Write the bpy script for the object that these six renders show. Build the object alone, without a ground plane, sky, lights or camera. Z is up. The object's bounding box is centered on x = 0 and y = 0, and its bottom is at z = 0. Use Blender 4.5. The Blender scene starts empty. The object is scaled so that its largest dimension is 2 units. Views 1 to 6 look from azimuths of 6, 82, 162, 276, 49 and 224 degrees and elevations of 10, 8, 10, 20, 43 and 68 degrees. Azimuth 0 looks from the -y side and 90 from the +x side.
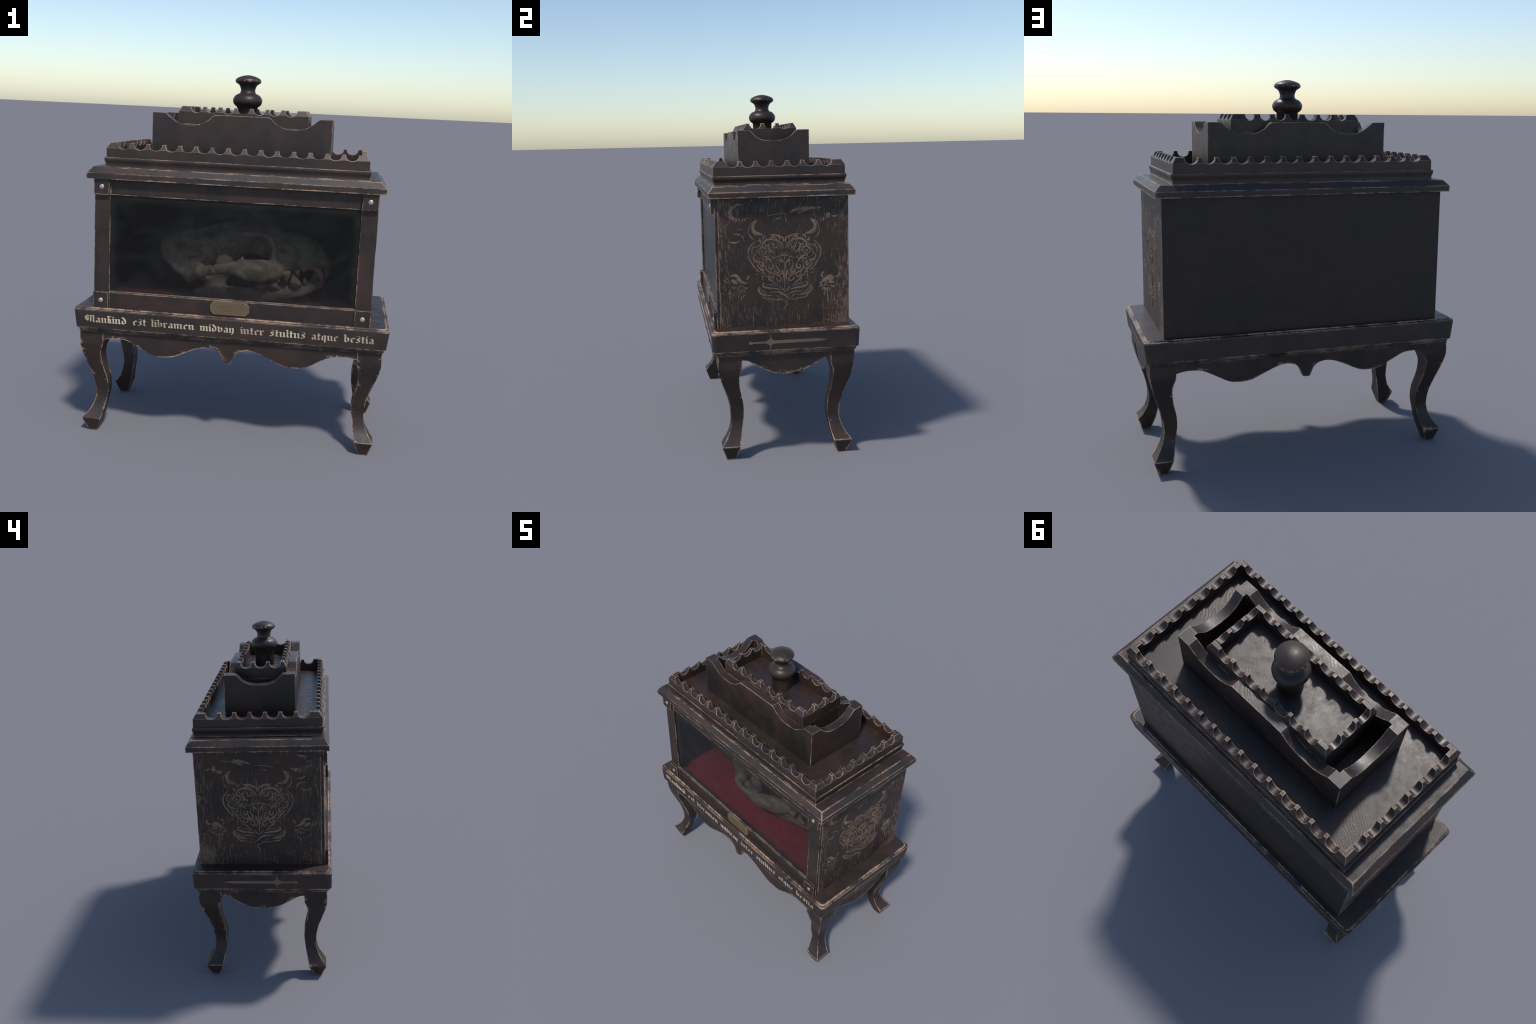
"""Ebonised display cabinet on cabriole legs, holding a predator's skull.
Metres, z up, front faces -y.  Everything is built from a few measured profiles."""
import bpy, math, random
import numpy as np
from mathutils import Vector

random.seed(7)
R = np.random.default_rng(7)

# ----------------------------------------------------------------------------- node helpers
def new_material(name):
    m = bpy.data.materials.new(name)
    m.use_nodes = True
    m.node_tree.nodes.clear()
    return m


class Graph:
    """Small wrapper so that node trees read as expressions."""
    def __init__(self, material):
        self.t = material.node_tree

    def node(self, kind, **props):
        n = self.t.nodes.new("ShaderNode" + kind)
        for k, v in props.items():
            setattr(n, k, v)
        return n

    def plug(self, socket, value):
        if hasattr(value, "is_output"):
            self.t.links.new(value, socket)
        elif value is not None:
            socket.default_value = value

    def math(self, op, a, b=None, c=None, clamp=False):
        n = self.node("Math", operation=op, use_clamp=clamp)
        for s, v in zip(n.inputs, (a, b, c)):
            self.plug(s, v)
        return n.outputs[0]

    def smooth(self, v, lo, hi, out_lo=0.0, out_hi=1.0):
        n = self.node("MapRange", interpolation_type="SMOOTHSTEP")
        for s, x in zip(("Value", "From Min", "From Max", "To Min", "To Max"), (v, lo, hi, out_lo, out_hi)):
            self.plug(n.inputs[s], x)
        return n.outputs[0]

    def linear(self, v, lo, hi, out_lo=0.0, out_hi=1.0):
        n = self.node("MapRange")
        for s, x in zip(("Value", "From Min", "From Max", "To Min", "To Max"), (v, lo, hi, out_lo, out_hi)):
            self.plug(n.inputs[s], x)
        return n.outputs[0]

    def mix(self, f, a, b):
        n = self.node("Mix", data_type="RGBA")
        self.plug(n.inputs[0], f)
        self.plug(n.inputs[6], a)
        self.plug(n.inputs[7], b)
        return n.outputs[2]

    def coords(self, scale=(1, 1, 1), kind="Object", shift=(0, 0, 0)):
        c = self.node("TexCoord")
        m = self.node("Mapping")
        m.inputs["Scale"].default_value = scale
        m.inputs["Location"].default_value = shift
        self.t.links.new(c.outputs[kind], m.inputs[0])
        return m.outputs[0]

    def xyz(self):
        s = self.node("SeparateXYZ")
        self.plug(s.inputs[0], self.node("TexCoord").outputs["Object"])
        return s.outputs

    def noise(self, scale, detail=4.0, rough=0.55, vec=None, distort=0.0):
        n = self.node("TexNoise")
        self.plug(n.inputs["Vector"], vec if vec is not None else self.coords())
        n.inputs["Scale"].default_value = scale
        n.inputs["Detail"].default_value = detail
        n.inputs["Roughness"].default_value = rough
        n.inputs["Distortion"].default_value = distort
        return n.outputs["Fac"]

    def edge(self, radius, samples=8):
        """How far the rounded normal leaves the true one: 0 on flats, up at edges."""
        b = self.node("Bevel", samples=samples)
        self.plug(b.inputs["Radius"], radius)
        d = self.node("VectorMath", operation="DOT_PRODUCT")
        g = self.node("NewGeometry")
        self.plug(d.inputs[0], b.outputs[0])
        self.plug(d.inputs[1], g.outputs["Normal"])
        return self.math("SUBTRACT", 1.0, d.outputs["Value"])

    def surface(self, colour, rough, normal=None, **inputs):
        p = self.node("BsdfPrincipled")
        self.plug(p.inputs["Base Color"], colour)
        self.plug(p.inputs["Roughness"], rough)
        if normal is not None:
            self.plug(p.inputs["Normal"], normal)
        for k, v in inputs.items():
            self.plug(p.inputs[k.replace("_", " ")], v)
        o = self.node("OutputMaterial")
        self.plug(o.inputs[0], p.outputs[0])
        return p

    def bump(self, height, strength, distance=0.002, normal=None):
        b = self.node("Bump")
        b.inputs["Strength"].default_value = strength
        b.inputs["Distance"].default_value = distance
        self.plug(b.inputs["Height"], height)
        if normal is not None:
            self.plug(b.inputs["Normal"], normal)
        return b.outputs[0]


DARK = (0.0200, 0.0138, 0.0122, 1)
DARK_WARM = (0.0405, 0.0210, 0.0160, 1)
DARK_GREY = (0.0300, 0.0275, 0.0250, 1)
BARE = (0.40, 0.265, 0.175, 1)
BARE_DULL = (0.235, 0.155, 0.105, 1)


def wood_material(name, grain=(1.0, 1.0, 1.0), wear=1.0, streaks=0.0, shift=(0, 0, 0), rough=0.47, chips=0.0, ring=None, steady=0.10, shine=0.42, mottle=1.0):
    m = new_material(name)
    g = Graph(m)
    base = g.coords(shift=shift)
    cloud = g.noise(5.0, 5.0, 0.6, base, 0.4)
    cloud2 = g.noise(11.0, 6.0, 0.7, g.coords(shift=(3 + shift[0], 1, 7)), 0.6)
    fibre = g.noise(46.0, 5.0, 0.65, g.coords(grain, shift=shift))
    col = g.mix(g.math("MULTIPLY", g.smooth(cloud, 0.36, 0.64), mottle), DARK, DARK_WARM)
    col = g.mix(g.math("MULTIPLY", g.smooth(cloud2, 0.45, 0.72), 0.45 * mottle), col, DARK_GREY)
    col = g.mix(g.math("MULTIPLY", g.smooth(fibre, 0.54, 0.75), 0.35), col, (0.046, 0.033, 0.026, 1))
    # faint rubbed spots
    spot = g.noise(60.0, 4.0, 0.6, base)
    spots = g.math("MULTIPLY", g.smooth(spot, 0.68, 0.80), g.smooth(cloud2, 0.50, 0.66))
    col = g.mix(g.math("MULTIPLY", spots, 0.45), col, (0.10, 0.070, 0.050, 1))

    # paint rubbed through along the arrises, in broken runs of changing width
    run = g.noise(9.0, 5.0, 0.68, g.coords(shift=(11 + shift[0], 5, 2)))
    ragged = g.noise(70.0, 3.0, 0.6, base)
    radius = g.linear(g.math("ADD", run, g.math("MULTIPLY", g.math("SUBTRACT", ragged, 0.5), 0.35)),
                      0.42, 0.68, 0.0022, 0.0125 * wear)
    rub = g.smooth(g.edge(radius), 0.008, 0.035)
    rub = g.math("MULTIPLY", rub, g.smooth(g.math("ADD", run, g.math("MULTIPLY", ragged, 0.2)), 0.50, 0.62, steady, 1.0))
    tone = g.noise(28.0, 4.0, 0.6, base)
    bare = g.mix(g.smooth(tone, 0.35, 0.62), BARE_DULL, BARE)
    mask = rub
    if chips:
        patch = g.noise(9.0, 3.0, 0.62, g.coords((1.0, 1.0, 2.2), shift=(2, 9, shift[2])), 0.5)
        near = g.smooth(g.edge(0.030, 6), 0.002, 0.02)
        flake = g.math("MULTIPLY", g.smooth(patch, 0.590, 0.612), g.math("MULTIPLY", near, g.smooth(ragged, 0.36, 0.54)))
        mask = g.math("MAXIMUM", mask, g.math("MULTIPLY", flake, chips))
    if ring:
        x, y, z = g.xyz()
        band = g.smooth(g.math("ABSOLUTE", g.math("SUBTRACT", z, ring)), 0.010, 0.002)
        mask = g.math("MAXIMUM", mask, g.math("MULTIPLY", band, g.smooth(g.math("ADD", ragged, g.math("MULTIPLY", run, 0.5)), 0.72, 0.86, 0.0, 0.7)))
    col = g.mix(mask, col, bare)

    if streaks:
        # weathered flanks: upright scratches and rubbed patches, thickest by the borders and feet
        x, y, z = g.xyz()
        ay = g.math("ABSOLUTE", y)
        border = g.smooth(ay, 0.24, 0.35)
        rear = g.smooth(y, 0.10, 0.34)
        foot = g.smooth(z, 0.98, 0.74)
        upright = g.noise(1.0, 6.0, 0.7, g.coords((1, 175, 15)), 0.2)
        level = g.noise(1.0, 6.0, 0.72, g.coords((1, 17, 85), shift=(0, 4, 1)), 0.4)
        blotch = g.noise(30.0, 8.0, 0.80, g.coords((1, 1, 0.8), shift=(5, 3, 8)), 0.5)
        where = g.noise(5.5, 3.0, 0.6, g.coords(shift=(8, 1, 4)))
        plenty = g.math("ADD", g.math("MULTIPLY", border, 0.050), g.math("MULTIPLY", g.math("MULTIPLY", foot, rear), 0.07))
        plenty = g.math("ADD", plenty, g.math("MULTIPLY", g.math("SUBTRACT", where, 0.5), 0.16))
        plenty = g.math("ADD", plenty, g.math("MULTIPLY", foot, 0.015))
        up = g.smooth(g.math("ADD", upright, plenty), 0.585, 0.640)
        bl = g.smooth(g.math("ADD", blotch, plenty), 0.595, 0.67)
        lv = g.math("MULTIPLY", g.smooth(g.math("ADD", level, plenty), 0.61, 0.70), foot)
        worn = g.math("MAXIMUM", g.math("MAXIMUM", up, bl), lv)
        worn = g.math("MULTIPLY", worn, g.smooth(ragged, 0.25, 0.55, 0.35, 1.0))
        col = g.mix(g.math("MULTIPLY", worn, 0.74 * streaks), col, (0.195, 0.130, 0.089, 1))

    # grain figure for the polish to catch
    wav = g.node("TexWave", wave_type="RINGS", rings_direction="Z")
    g.plug(wav.inputs["Vector"], g.coords((1.0, 2.2, 1.3), shift=shift))
    wav.inputs["Scale"].default_value = 15.0
    wav.inputs["Distortion"].default_value = 9.0
    wav.inputs["Detail"].default_value = 3.0
    wav.inputs["Detail Scale"].default_value = 1.2
    figure = g.math("MULTIPLY", wav.outputs["Fac"], g.smooth(cloud, 0.50, 0.64, 0.0, 0.75))
    height = g.math("ADD", figure, g.math("MULTIPLY", fibre, 0.8))
    height = g.math("SUBTRACT", height, g.math("MULTIPLY", mask, 0.6))
    rnd = g.node("Bevel", samples=4)
    rnd.inputs["Radius"].default_value = 0.003
    nrm = g.bump(height, 0.22, 0.0016, rnd.outputs[0])
    ro = g.linear(g.noise(17.0, 6.0, 0.72, base, 0.3), 0.32, 0.68, rough - 0.09, rough + 0.13)
    ro = g.math("ADD", ro, g.math("MULTIPLY", mask, 0.12))
    g.surface(col, ro, nrm, Specular_IOR_Level=shine)
    return m


def paint_material(name, bright, dull, lo, hi, wood=DARK, rough=0.6, stretch=(1, 1, 1)):
    """Rubbed old paint of the letters and emblems: patchy, wearing through to the wood."""
    m = new_material(name)
    g = Graph(m)
    a = g.noise(38.0, 6.0, 0.7, g.coords(stretch))
    b = g.noise(9.0, 4.0, 0.6, g.coords(shift=(4, 2, 9)))
    col = g.mix(g.smooth(b, 0.35, 0.65), dull, bright)
    keep = g.smooth(g.math("ADD", a, g.math("MULTIPLY", g.math("SUBTRACT", b, 0.5), 0.5)), lo, hi)
    col = g.mix(keep, wood, col)
    g.surface(col, rough, Specular_IOR_Level=0.4)
    return m


def brass_material():
    m = new_material("old_brass")
    g = Graph(m)
    x, y, z = g.xyz()
    cloud = g.noise(60.0, 5.0, 0.65, g.coords((0.5, 1, 2)))
    lines = g.node("TexWave", wave_type="BANDS", bands_direction="Z")
    g.plug(lines.inputs["Vector"], g.coords())
    lines.inputs["Scale"].default_value = 24.0
    lines.inputs["Distortion"].default_value = 1.2
    lines.inputs["Detail"].default_value = 4.0
    lines.inputs["Detail Scale"].default_value = 40.0
    inner = g.math("MULTIPLY", g.smooth(g.math("ABSOLUTE", x), 0.085, 0.06),
                   g.smooth(g.math("ABSOLUTE", g.math("SUBTRACT", z, 0.767)), 0.030, 0.022))
    script = g.math("MULTIPLY", g.math("MULTIPLY", g.smooth(lines.outputs["Fac"], 0.5, 0.75), g.smooth(cloud, 0.42, 0.55)), inner)
    col = g.mix(cloud, (0.105, 0.072, 0.038, 1), (0.185, 0.135, 0.078, 1))
    col = g.mix(g.math("MULTIPLY", script, 0.55), col, (0.045, 0.033, 0.022, 1))
    g.surface(col, 0.55, g.bump(script, -0.3, 0.001), Metallic=0.25)
    return m


def steel_material():
    m = new_material("dull_steel")
    g = Graph(m)
    n = g.noise(90.0, 3.0)
    g.surface(g.mix(n, (0.42, 0.36, 0.345, 1), (0.60, 0.53, 0.505, 1)), 0.38, Metallic=0.7)
    return m


def velvet_material():
    m = new_material("red_velvet")
    g = Graph(m)
    n = g.noise(7.0, 5.0, 0.6, distort=0.5)
    f = g.noise(240.0, 2.0)
    col = g.mix(n, (0.21, 0.013, 0.025, 1), (0.36, 0.026, 0.042, 1))
    g.surface(col, 0.9, g.bump(f, 0.25, 0.001), Specular_IOR_Level=0.15, Sheen_Weight=0.25)
    return m


def bone_material(name, light, dark):
    m = new_material(name)
    g = Graph(m)
    n = g.noise(9.0, 6.0, 0.65, distort=0.4)
    pit = g.noise(75.0, 4.0, 0.7)
    vor = g.node("TexVoronoi", feature="DISTANCE_TO_EDGE")
    g.plug(vor.inputs["Vector"], g.coords((1, 1, 1), shift=(2, 5, 1)))
    vor.inputs["Scale"].default_value = 5.5
    crack = g.math("MULTIPLY", g.smooth(vor.outputs["Distance"], 0.016, 0.004), g.smooth(n, 0.57, 0.64))
    col = g.mix(g.smooth(n, 0.35, 0.65), dark, light)
    col = g.mix(g.math("MULTIPLY", g.smooth(pit, 0.55, 0.72), 0.35), col, dark)
    col = g.mix(g.math("MULTIPLY", crack, 0.7), col, (0.02, 0.017, 0.014, 1))
    h = g.math("SUBTRACT", g.math("MULTIPLY", pit, 0.5), crack)
    g.surface(col, 0.72, g.bump(h, 0.5, 0.004), Specular_IOR_Level=0.3)
    return m


def glass_material():
    """Old dusty pane: mostly clear and smoky, grime settled along its borders."""
    m = new_material("dusty_glass")
    g = Graph(m)
    x, y, z = g.xyz()
    ex = g.math("SUBTRACT", 0.661, g.math("ABSOLUTE", x))
    ez = g.math("SUBTRACT", 0.262, g.math("ABSOLUTE", g.math("SUBTRACT", z, 1.076)))
    e = g.math("MINIMUM", ex, ez)
    n = g.noise(6.0, 6.0, 0.6, g.coords((1, 1, 1.5)), 0.8)
    streak = g.noise(2.0, 5.0, 0.65, g.coords((9, 1, 2.0), shift=(3, 0, 1)), 0.7)
    grime = g.smooth(g.math("ADD", e, g.math("MULTIPLY", g.math("SUBTRACT", n, 0.5), 0.06)), 0.060, -0.010)
    alpha = g.math("ADD", 0.525, g.math("MULTIPLY", grime, 0.30))
    alpha = g.math("ADD", alpha, g.math("MULTIPLY", g.smooth(streak, 0.48, 0.78), 0.06), clamp=True)
    haze = g.smooth(g.noise(3.2, 5.0, 0.62, g.coords((1, 1, 1.3), shift=(6, 0, 2)), 1.2), 0.40, 0.70)
    alpha = g.math("ADD", alpha, g.math("MULTIPLY", haze, 0.07), clamp=True)
    film = g.mix(haze, (0.004, 0.004, 0.0045, 1), (0.016, 0.016, 0.017, 1))
    film = g.mix(grime, film, (0.018, 0.019, 0.017, 1))
    upper_shade = g.math("MULTIPLY", g.smooth(g.math("ADD", z, g.math("MULTIPLY", g.math("SUBTRACT", n, 0.5), 0.45)), 1.06, 1.26), 0.06)  # painted shade: pane thickens upward so the skull's top sinks into dark
    alpha = g.math("ADD", alpha, upper_shade, clamp=True)
    g.surface(film, 0.20, Alpha=alpha, Specular_IOR_Level=0.32)
    return m


def clear_material():
    """The pane's inner face and cut edges: bare glass, nothing settled on it."""
    m = new_material("clear_glass")
    g = Graph(m)
    g.surface((0.8, 0.85, 0.82, 1), 0.05, Alpha=g.linear(g.noise(20.0), 0.0, 1.0, 0.01, 0.03))
    return m


# ----------------------------------------------------------------------------- mesh helpers
def mesh_object(name, verts, faces, mat, parent=None, smooth=None):
    me = bpy.data.meshes.new(name)
    me.from_pydata([tuple(v) for v in verts], [], [tuple(f) for f in faces])
    me.update()
    me.validate()
    import bmesh
    bm = bmesh.new()
    bm.from_mesh(me)
    bmesh.ops.recalc_face_normals(bm, faces=bm.faces)
    bm.to_mesh(me)
    bm.free()
    if smooth is not None:
        me.shade_smooth()
        me.set_sharp_from_angle(angle=math.radians(smooth))
    me.materials.append(mat)
    ob = bpy.data.objects.new(name, me)
    bpy.context.scene.collection.objects.link(ob)
    if parent is not None:
        ob.parent = parent
    return ob


def share(ob, name, location=None, parent=None, mirror=(1, 1, 1)):
    c = ob.copy()
    c.name = name
    c.scale = mirror
    if location is not None:
        c.location = location
    c.parent = parent if parent is not None else ob.parent
    bpy.context.scene.collection.objects.link(c)
    return c


def box(lo, hi):
    (a, b, c), (d, e, f) = lo, hi
    v = [(a, b, c), (d, b, c), (d, e, c), (a, e, c), (a, b, f), (d, b, f), (d, e, f), (a, e, f)]
    return v, [(0, 3, 2, 1), (4, 5, 6, 7), (0, 1, 5, 4), (1, 2, 6, 5), (2, 3, 7, 6), (3, 0, 4, 7)]


def rectangle_ring(hx, hy, r=0.0, steps=6):
    if r <= 0:
        return [(hx, -hy), (hx, hy), (-hx, hy), (-hx, -hy)]
    pts = []
    for sx, sy, a0 in ((1, -1, -90), (1, 1, 0), (-1, 1, 90), (-1, -1, 180)):
        for i in range(steps + 1):
            a = math.radians(a0 + 90 * i / steps)
            pts.append((sx * (hx - r) + r * math.cos(a), sy * (hy - r) + r * math.sin(a)))
    return pts


def moulding(profile, r=0.0, cap_top=True, cap_bottom=True):
    """Loft rectangles (half width, half depth, height) upwards into a run of moulding."""
    verts, faces = [], []
    for hx, hy, z in profile:
        ring = rectangle_ring(hx, hy, r)
        verts += [(x, y, z) for x, y in ring]
    n = len(verts) // len(profile)
    for k in range(len(profile) - 1):
        for i in range(n):
            j = (i + 1) % n
            faces.append((k * n + i, k * n + j, (k + 1) * n + j, (k + 1) * n + i))
    if cap_bottom:
        faces.append(tuple(range(n))[::-1])
    if cap_top:
        faces.append(tuple(range(len(verts) - n, len(verts))))
    return verts, faces


def lathe(profile, segments=48):
    verts, faces = [(0, 0, profile[0][1])], []
    for r, z in profile[1:]:
        verts += [(r * math.cos(2 * math.pi * i / segments), r * math.sin(2 * math.pi * i / segments), z) for i in range(segments)]
    for i in range(segments):
        faces.append((0, 1 + i, 1 + (i + 1) % segments))
    for k in range(len(profile) - 2):
        a, b = 1 + k * segments, 1 + (k + 1) * segments
        for i in range(segments):
            j = (i + 1) % segments
            faces.append((a + i, a + j, b + j, b + i))
    faces.append(tuple(range(len(verts) - segments, len(verts))))
    return verts, faces


def smooth_curve(points, per=6):
    """Catmull-Rom through control points."""
    p = [np.array(q, float) for q in points]
    p = [2 * p[0] - p[1]] + p + [2 * p[-1] - p[-2]]
    out = []
    for i in range(1, len(p) - 2):
        for k in range(per):
            t = k / per
            out.append(0.5 * ((2 * p[i]) + (p[i + 1] - p[i - 1]) * t + (2 * p[i - 1] - 5 * p[i] + 4 * p[i + 1] - p[i + 2]) * t * t
                              + (3 * p[i] - p[i - 1] - 3 * p[i + 1] + p[i + 2]) * t ** 3))
    out.append(p[-2])
    return out


def parapet(hx, hy, z0, sides, section):
    """Closed ring of four mitred walls.  sides(half) -> [(s, z_top)] along one wall;
    section(z) -> [(inset, z)] from the outer foot over the top to the inner foot."""
    verts, faces, cols = [], [], []
    for nx, ny, half in ((0, -1, hx), (1, 0, hy), (0, 1, hx), (-1, 0, hy)):
        run = sides(half)
        for k, (s, zt) in enumerate(run[:-1]):
            ids = []
            for d, z in section(zt):
                # at the mitre the inner points step along with the inset
                along = s + d if k == 0 else s
                lim = half - d
                along = max(-lim, min(lim, along))
                if ny:
                    p = (-ny * along, ny * (hy - d), z)
                else:
                    p = (nx * (hx - d), nx * along, z)
                ids.append(len(verts))
                verts.append(p)
            cols.append(ids)
    n = len(cols)
    for i in range(n):
        a, b = cols[i], cols[(i + 1) % n]
        for k in range(len(a) - 1):
            faces.append((a[k], b[k], b[k + 1], a[k + 1]))
    return verts, faces


def scallops(pitch, count, top, depth, width):
    """Row of half-round bites, `count` of them, centred, with flat teeth between."""
    def run(half):
        pts = [(-half, top), (-half + 0.012, top)]
        for k in range(count(half)):
            c = (k - (count(half) - 1) / 2) * pitch
            steps = 8
            for i in range(steps + 1):
                a = math.pi * i / steps
                pts.append((c - width / 2 * math.cos(a), top - depth * math.sin(a) ** 0.85))
        pts += [(half - 0.012, top), (half, top)]
        return pts
    return run


# ----------------------------------------------------------------------------- materials
WOOD = wood_material("ebonised_wood", (1, 4, 6))
WOOD_UPRIGHT = wood_material("ebonised_wood_upright", (5, 5, 0.8), shift=(1.7, 0.4, 2.2), wear=0.9)
WOOD_TOP = wood_material("ebonised_wood_polished", (1.2, 5, 4), shift=(4.1, 2.0, 0.7), wear=0.85, rough=0.40, steady=0.5, shine=0.50)
WOOD_HEAVY = wood_material("ebonised_wood_knocked", (1, 4, 6), shift=(2.6, 3.1, 5.2), shine=0.52, wear=1.45, chips=0.0)
WOOD_CHIPPED = wood_material("ebonised_wood_chipped", (1.5, 4, 4), shift=(0.3, 6.1, 1.2), wear=1.3, chips=0.9)
WOOD_KNOB = wood_material("ebonised_wood_turned", (3, 3, 3), shift=(3.3, 4.4, 0.1), rough=0.40, ring=1.970)
WOOD_PLAIN = wood_material("ebonised_wood_plain", (6, 6, 0.9), shift=(5.5, 1.1, 3.3), wear=0.25, steady=0.0, mottle=0.45)
WOOD_FLANK = wood_material("weathered_flank", (6, 6, 0.9), shift=(7.5, 2.2, 0.4), wear=1.0, streaks=1.0)
LETTERS = paint_material("ivory_lettering", (0.60, 0.50, 0.35, 1), (0.38, 0.30, 0.205, 1), 0.20, 0.42)
EMBLEM = paint_material("rubbed_emblem", (0.225, 0.149, 0.101, 1), (0.145, 0.096, 0.067, 1), 0.20, 0.42, stretch=(1, 1.6, 0.8))
SMUDGE = paint_material("rubbed_smudge", (0.215, 0.142, 0.096, 1), (0.130, 0.087, 0.061, 1), 0.41, 0.54, stretch=(1, 2.6, 1.6))
BLADE = paint_material("sword_paint", (0.200, 0.135, 0.095, 1), (0.165, 0.110, 0.078, 1), 0.02, 0.20)
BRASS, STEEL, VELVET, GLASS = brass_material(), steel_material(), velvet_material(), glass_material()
BONE = bone_material("aged_bone", (0.37, 0.310, 0.225, 1), (0.140, 0.117, 0.088, 1))
TOOTH = bone_material("aged_tooth", (0.38, 0.28, 0.18, 1), (0.17, 0.118, 0.078, 1))

cabinet = bpy.data.objects.new("display_cabinet", None)
bpy.context.scene.collection.objects.link(cabinet)
cabinet["label"] = "worn black wooden display cabinet on curved legs, lettered front"
cabinet["category"] = "display cabinet"

# ----------------------------------------------------------------------------- stand
Z_TOP = 0.7234                                   # tabletop the case stands on
tabletop = mesh_object("tabletop", *moulding([
    (0.8235, 0.3795, 0.5855), (0.8272, 0.3850, 0.5920), (0.8282, 0.3872, 0.6020), (0.8385, 0.3980, 0.6098),
    (0.8385, 0.3980, 0.6125), (0.8500, 0.4000, 0.7080), (0.8475, 0.3975, 0.7150),
    (0.8400, 0.3900, 0.7175), (0.8350, 0.3850, 0.7180), (0.8330, 0.3830, Z_TOP)], r=0.026), WOOD_HEAVY, cabinet)

# cabriole leg: outer and inner flank (x) by height; depth follows the same curve, shifted
LEG_TURN = 0.449
LEG = [  # z, outer, inner
    (0.600, 0.8200, 0.6900), (0.560, 0.8205, 0.6900), (0.515, 0.8195, 0.6915), (0.487, 0.8140, 0.7010),
    (0.460, 0.8075, 0.7070), (0.425, 0.7965, 0.7070), (0.390, 0.7850, 0.7035), (0.350, 0.7715, 0.6955),
    (0.310, 0.7590, 0.6865), (0.270, 0.7500, 0.6810), (0.235, 0.7460, 0.6800), (0.205, 0.7460, 0.6825),
    (0.175, 0.7510, 0.6875), (0.140, 0.7630, 0.6930), (0.105, 0.7840, 0.7000), (0.074, 0.8085, 0.7070)]
FOOT = (0.0, 0.7830, 0.7315)


def leg_mesh():
    rows = [tuple(q) for q in smooth_curve(LEG, 3)] + [FOOT]
    verts, faces = [], []
    for z, o, i in rows:
        swell = 0.0020 * math.exp(-((z - 0.28) / 0.14) ** 2)
        o, i = o + swell, i - swell
        turn = LEG_TURN - 0.0035 * math.exp(-((z - 0.24) / 0.08) ** 2)
        yo, yi = o - turn, i - turn
        verts += [(o, -yo, z), (o, -yi, z), (i, -yi, z), (i, -yo, z)]
    for k in range(len(rows) - 1):
        for a in range(4):
            b = (a + 1) % 4
            faces.append((4 * k + a, 4 * k + b, 4 * k + 4 + b, 4 * k + 4 + a))
    faces.append((0, 1, 2, 3))
    n = len(verts)
    faces.append((n - 1, n - 2, n - 3, n - 4))
    return verts, faces


lv, lf = leg_mesh()
for sx, sy in ((1, 1), (-1, 1), (1, -1), (-1, -1)):
    mesh_object("leg", [(x * sx, y * sy, z) for x, y, z in lv], lf, WOOD_CHIPPED, cabinet, smooth=32)

# shaped aprons between the legs (half profile: distance from the middle, lower edge)
APRON_LONG = [(0.0, 0.4635), (0.0180, 0.4640)], [(0.0180, 0.4640), (0.0270, 0.4850), (0.0400, 0.5120), (0.0600, 0.5310), (0.0950, 0.5415), (0.1350, 0.5405),
              (0.1800, 0.5270), (0.2350, 0.5020), (0.3000, 0.4740), (0.3600, 0.4680), (0.4200, 0.4770),
              (0.5000, 0.5180), (0.5580, 0.5450), (0.6190, 0.5515), (0.6600, 0.5480), (0.7000, 0.5380)]
APRON_SHORT = [], [(0.0, 0.4735), (0.0400, 0.4770), (0.0800, 0.4870), (0.1350, 0.5110), (0.1800, 0.5370), (0.2140, 0.5545), (0.2450, 0.5580), (0.2600, 0.5570)]


def apron(half):
    flat, curve = half
    edge = [q for q in flat[:-1]] + [tuple(q) for q in smooth_curve(curve, 3)]
    edge = [(-s, z) for s, z in edge[::-1] if s > 1e-6] + edge
    return edge


def board(edge, z_hi, d0, d1):
    verts, faces = [], []
    for s, z in edge:
        verts += [(s, d0, z), (s, d0, z_hi), (s, d1, z_hi), (s, d1, z)]
    for k in range(len(edge) - 1):
        for a in range(4):
            b = (a + 1) % 4
            faces.append((4 * k + a, 4 * k + b, 4 * k + 4 + b, 4 * k + 4 + a))
    faces += [(0, 1, 2, 3), tuple(len(verts) - 1 - i for i in range(4))]
    return verts, faces


v, f = board(apron(APRON_LONG), 0.594, -0.3705, -0.3400)
mesh_object("apron", v, f, WOOD_CHIPPED, cabinet)
mesh_object("apron", [(-x, -y, z) for x, y, z in v], f, WOOD_CHIPPED, cabinet)
v, f = board(apron(APRON_SHORT), 0.594, -0.8185, -0.7890)
mesh_object("apron", [(y, x, z) for x, y, z in v], f, WOOD_CHIPPED, cabinet)
mesh_object("apron", [(-y, x, z) for x, y, z in v], f, WOOD_CHIPPED, cabinet)

# ----------------------------------------------------------------------------- case
CX, CY, Z_CASE = 0.7475, 0.3605, 1.4215
flank = mesh_object("side_panel", *box((CX - 0.028, -0.3440, Z_TOP - 0.004), (CX, 0.3588, Z_CASE + 0.003)), WOOD_FLANK, cabinet)
flank_far = mesh_object("side_panel", *box((-CX, -0.3440, Z_TOP - 0.004), (-CX + 0.028, 0.3588, Z_CASE + 0.003)), WOOD_FLANK, cabinet)
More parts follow.
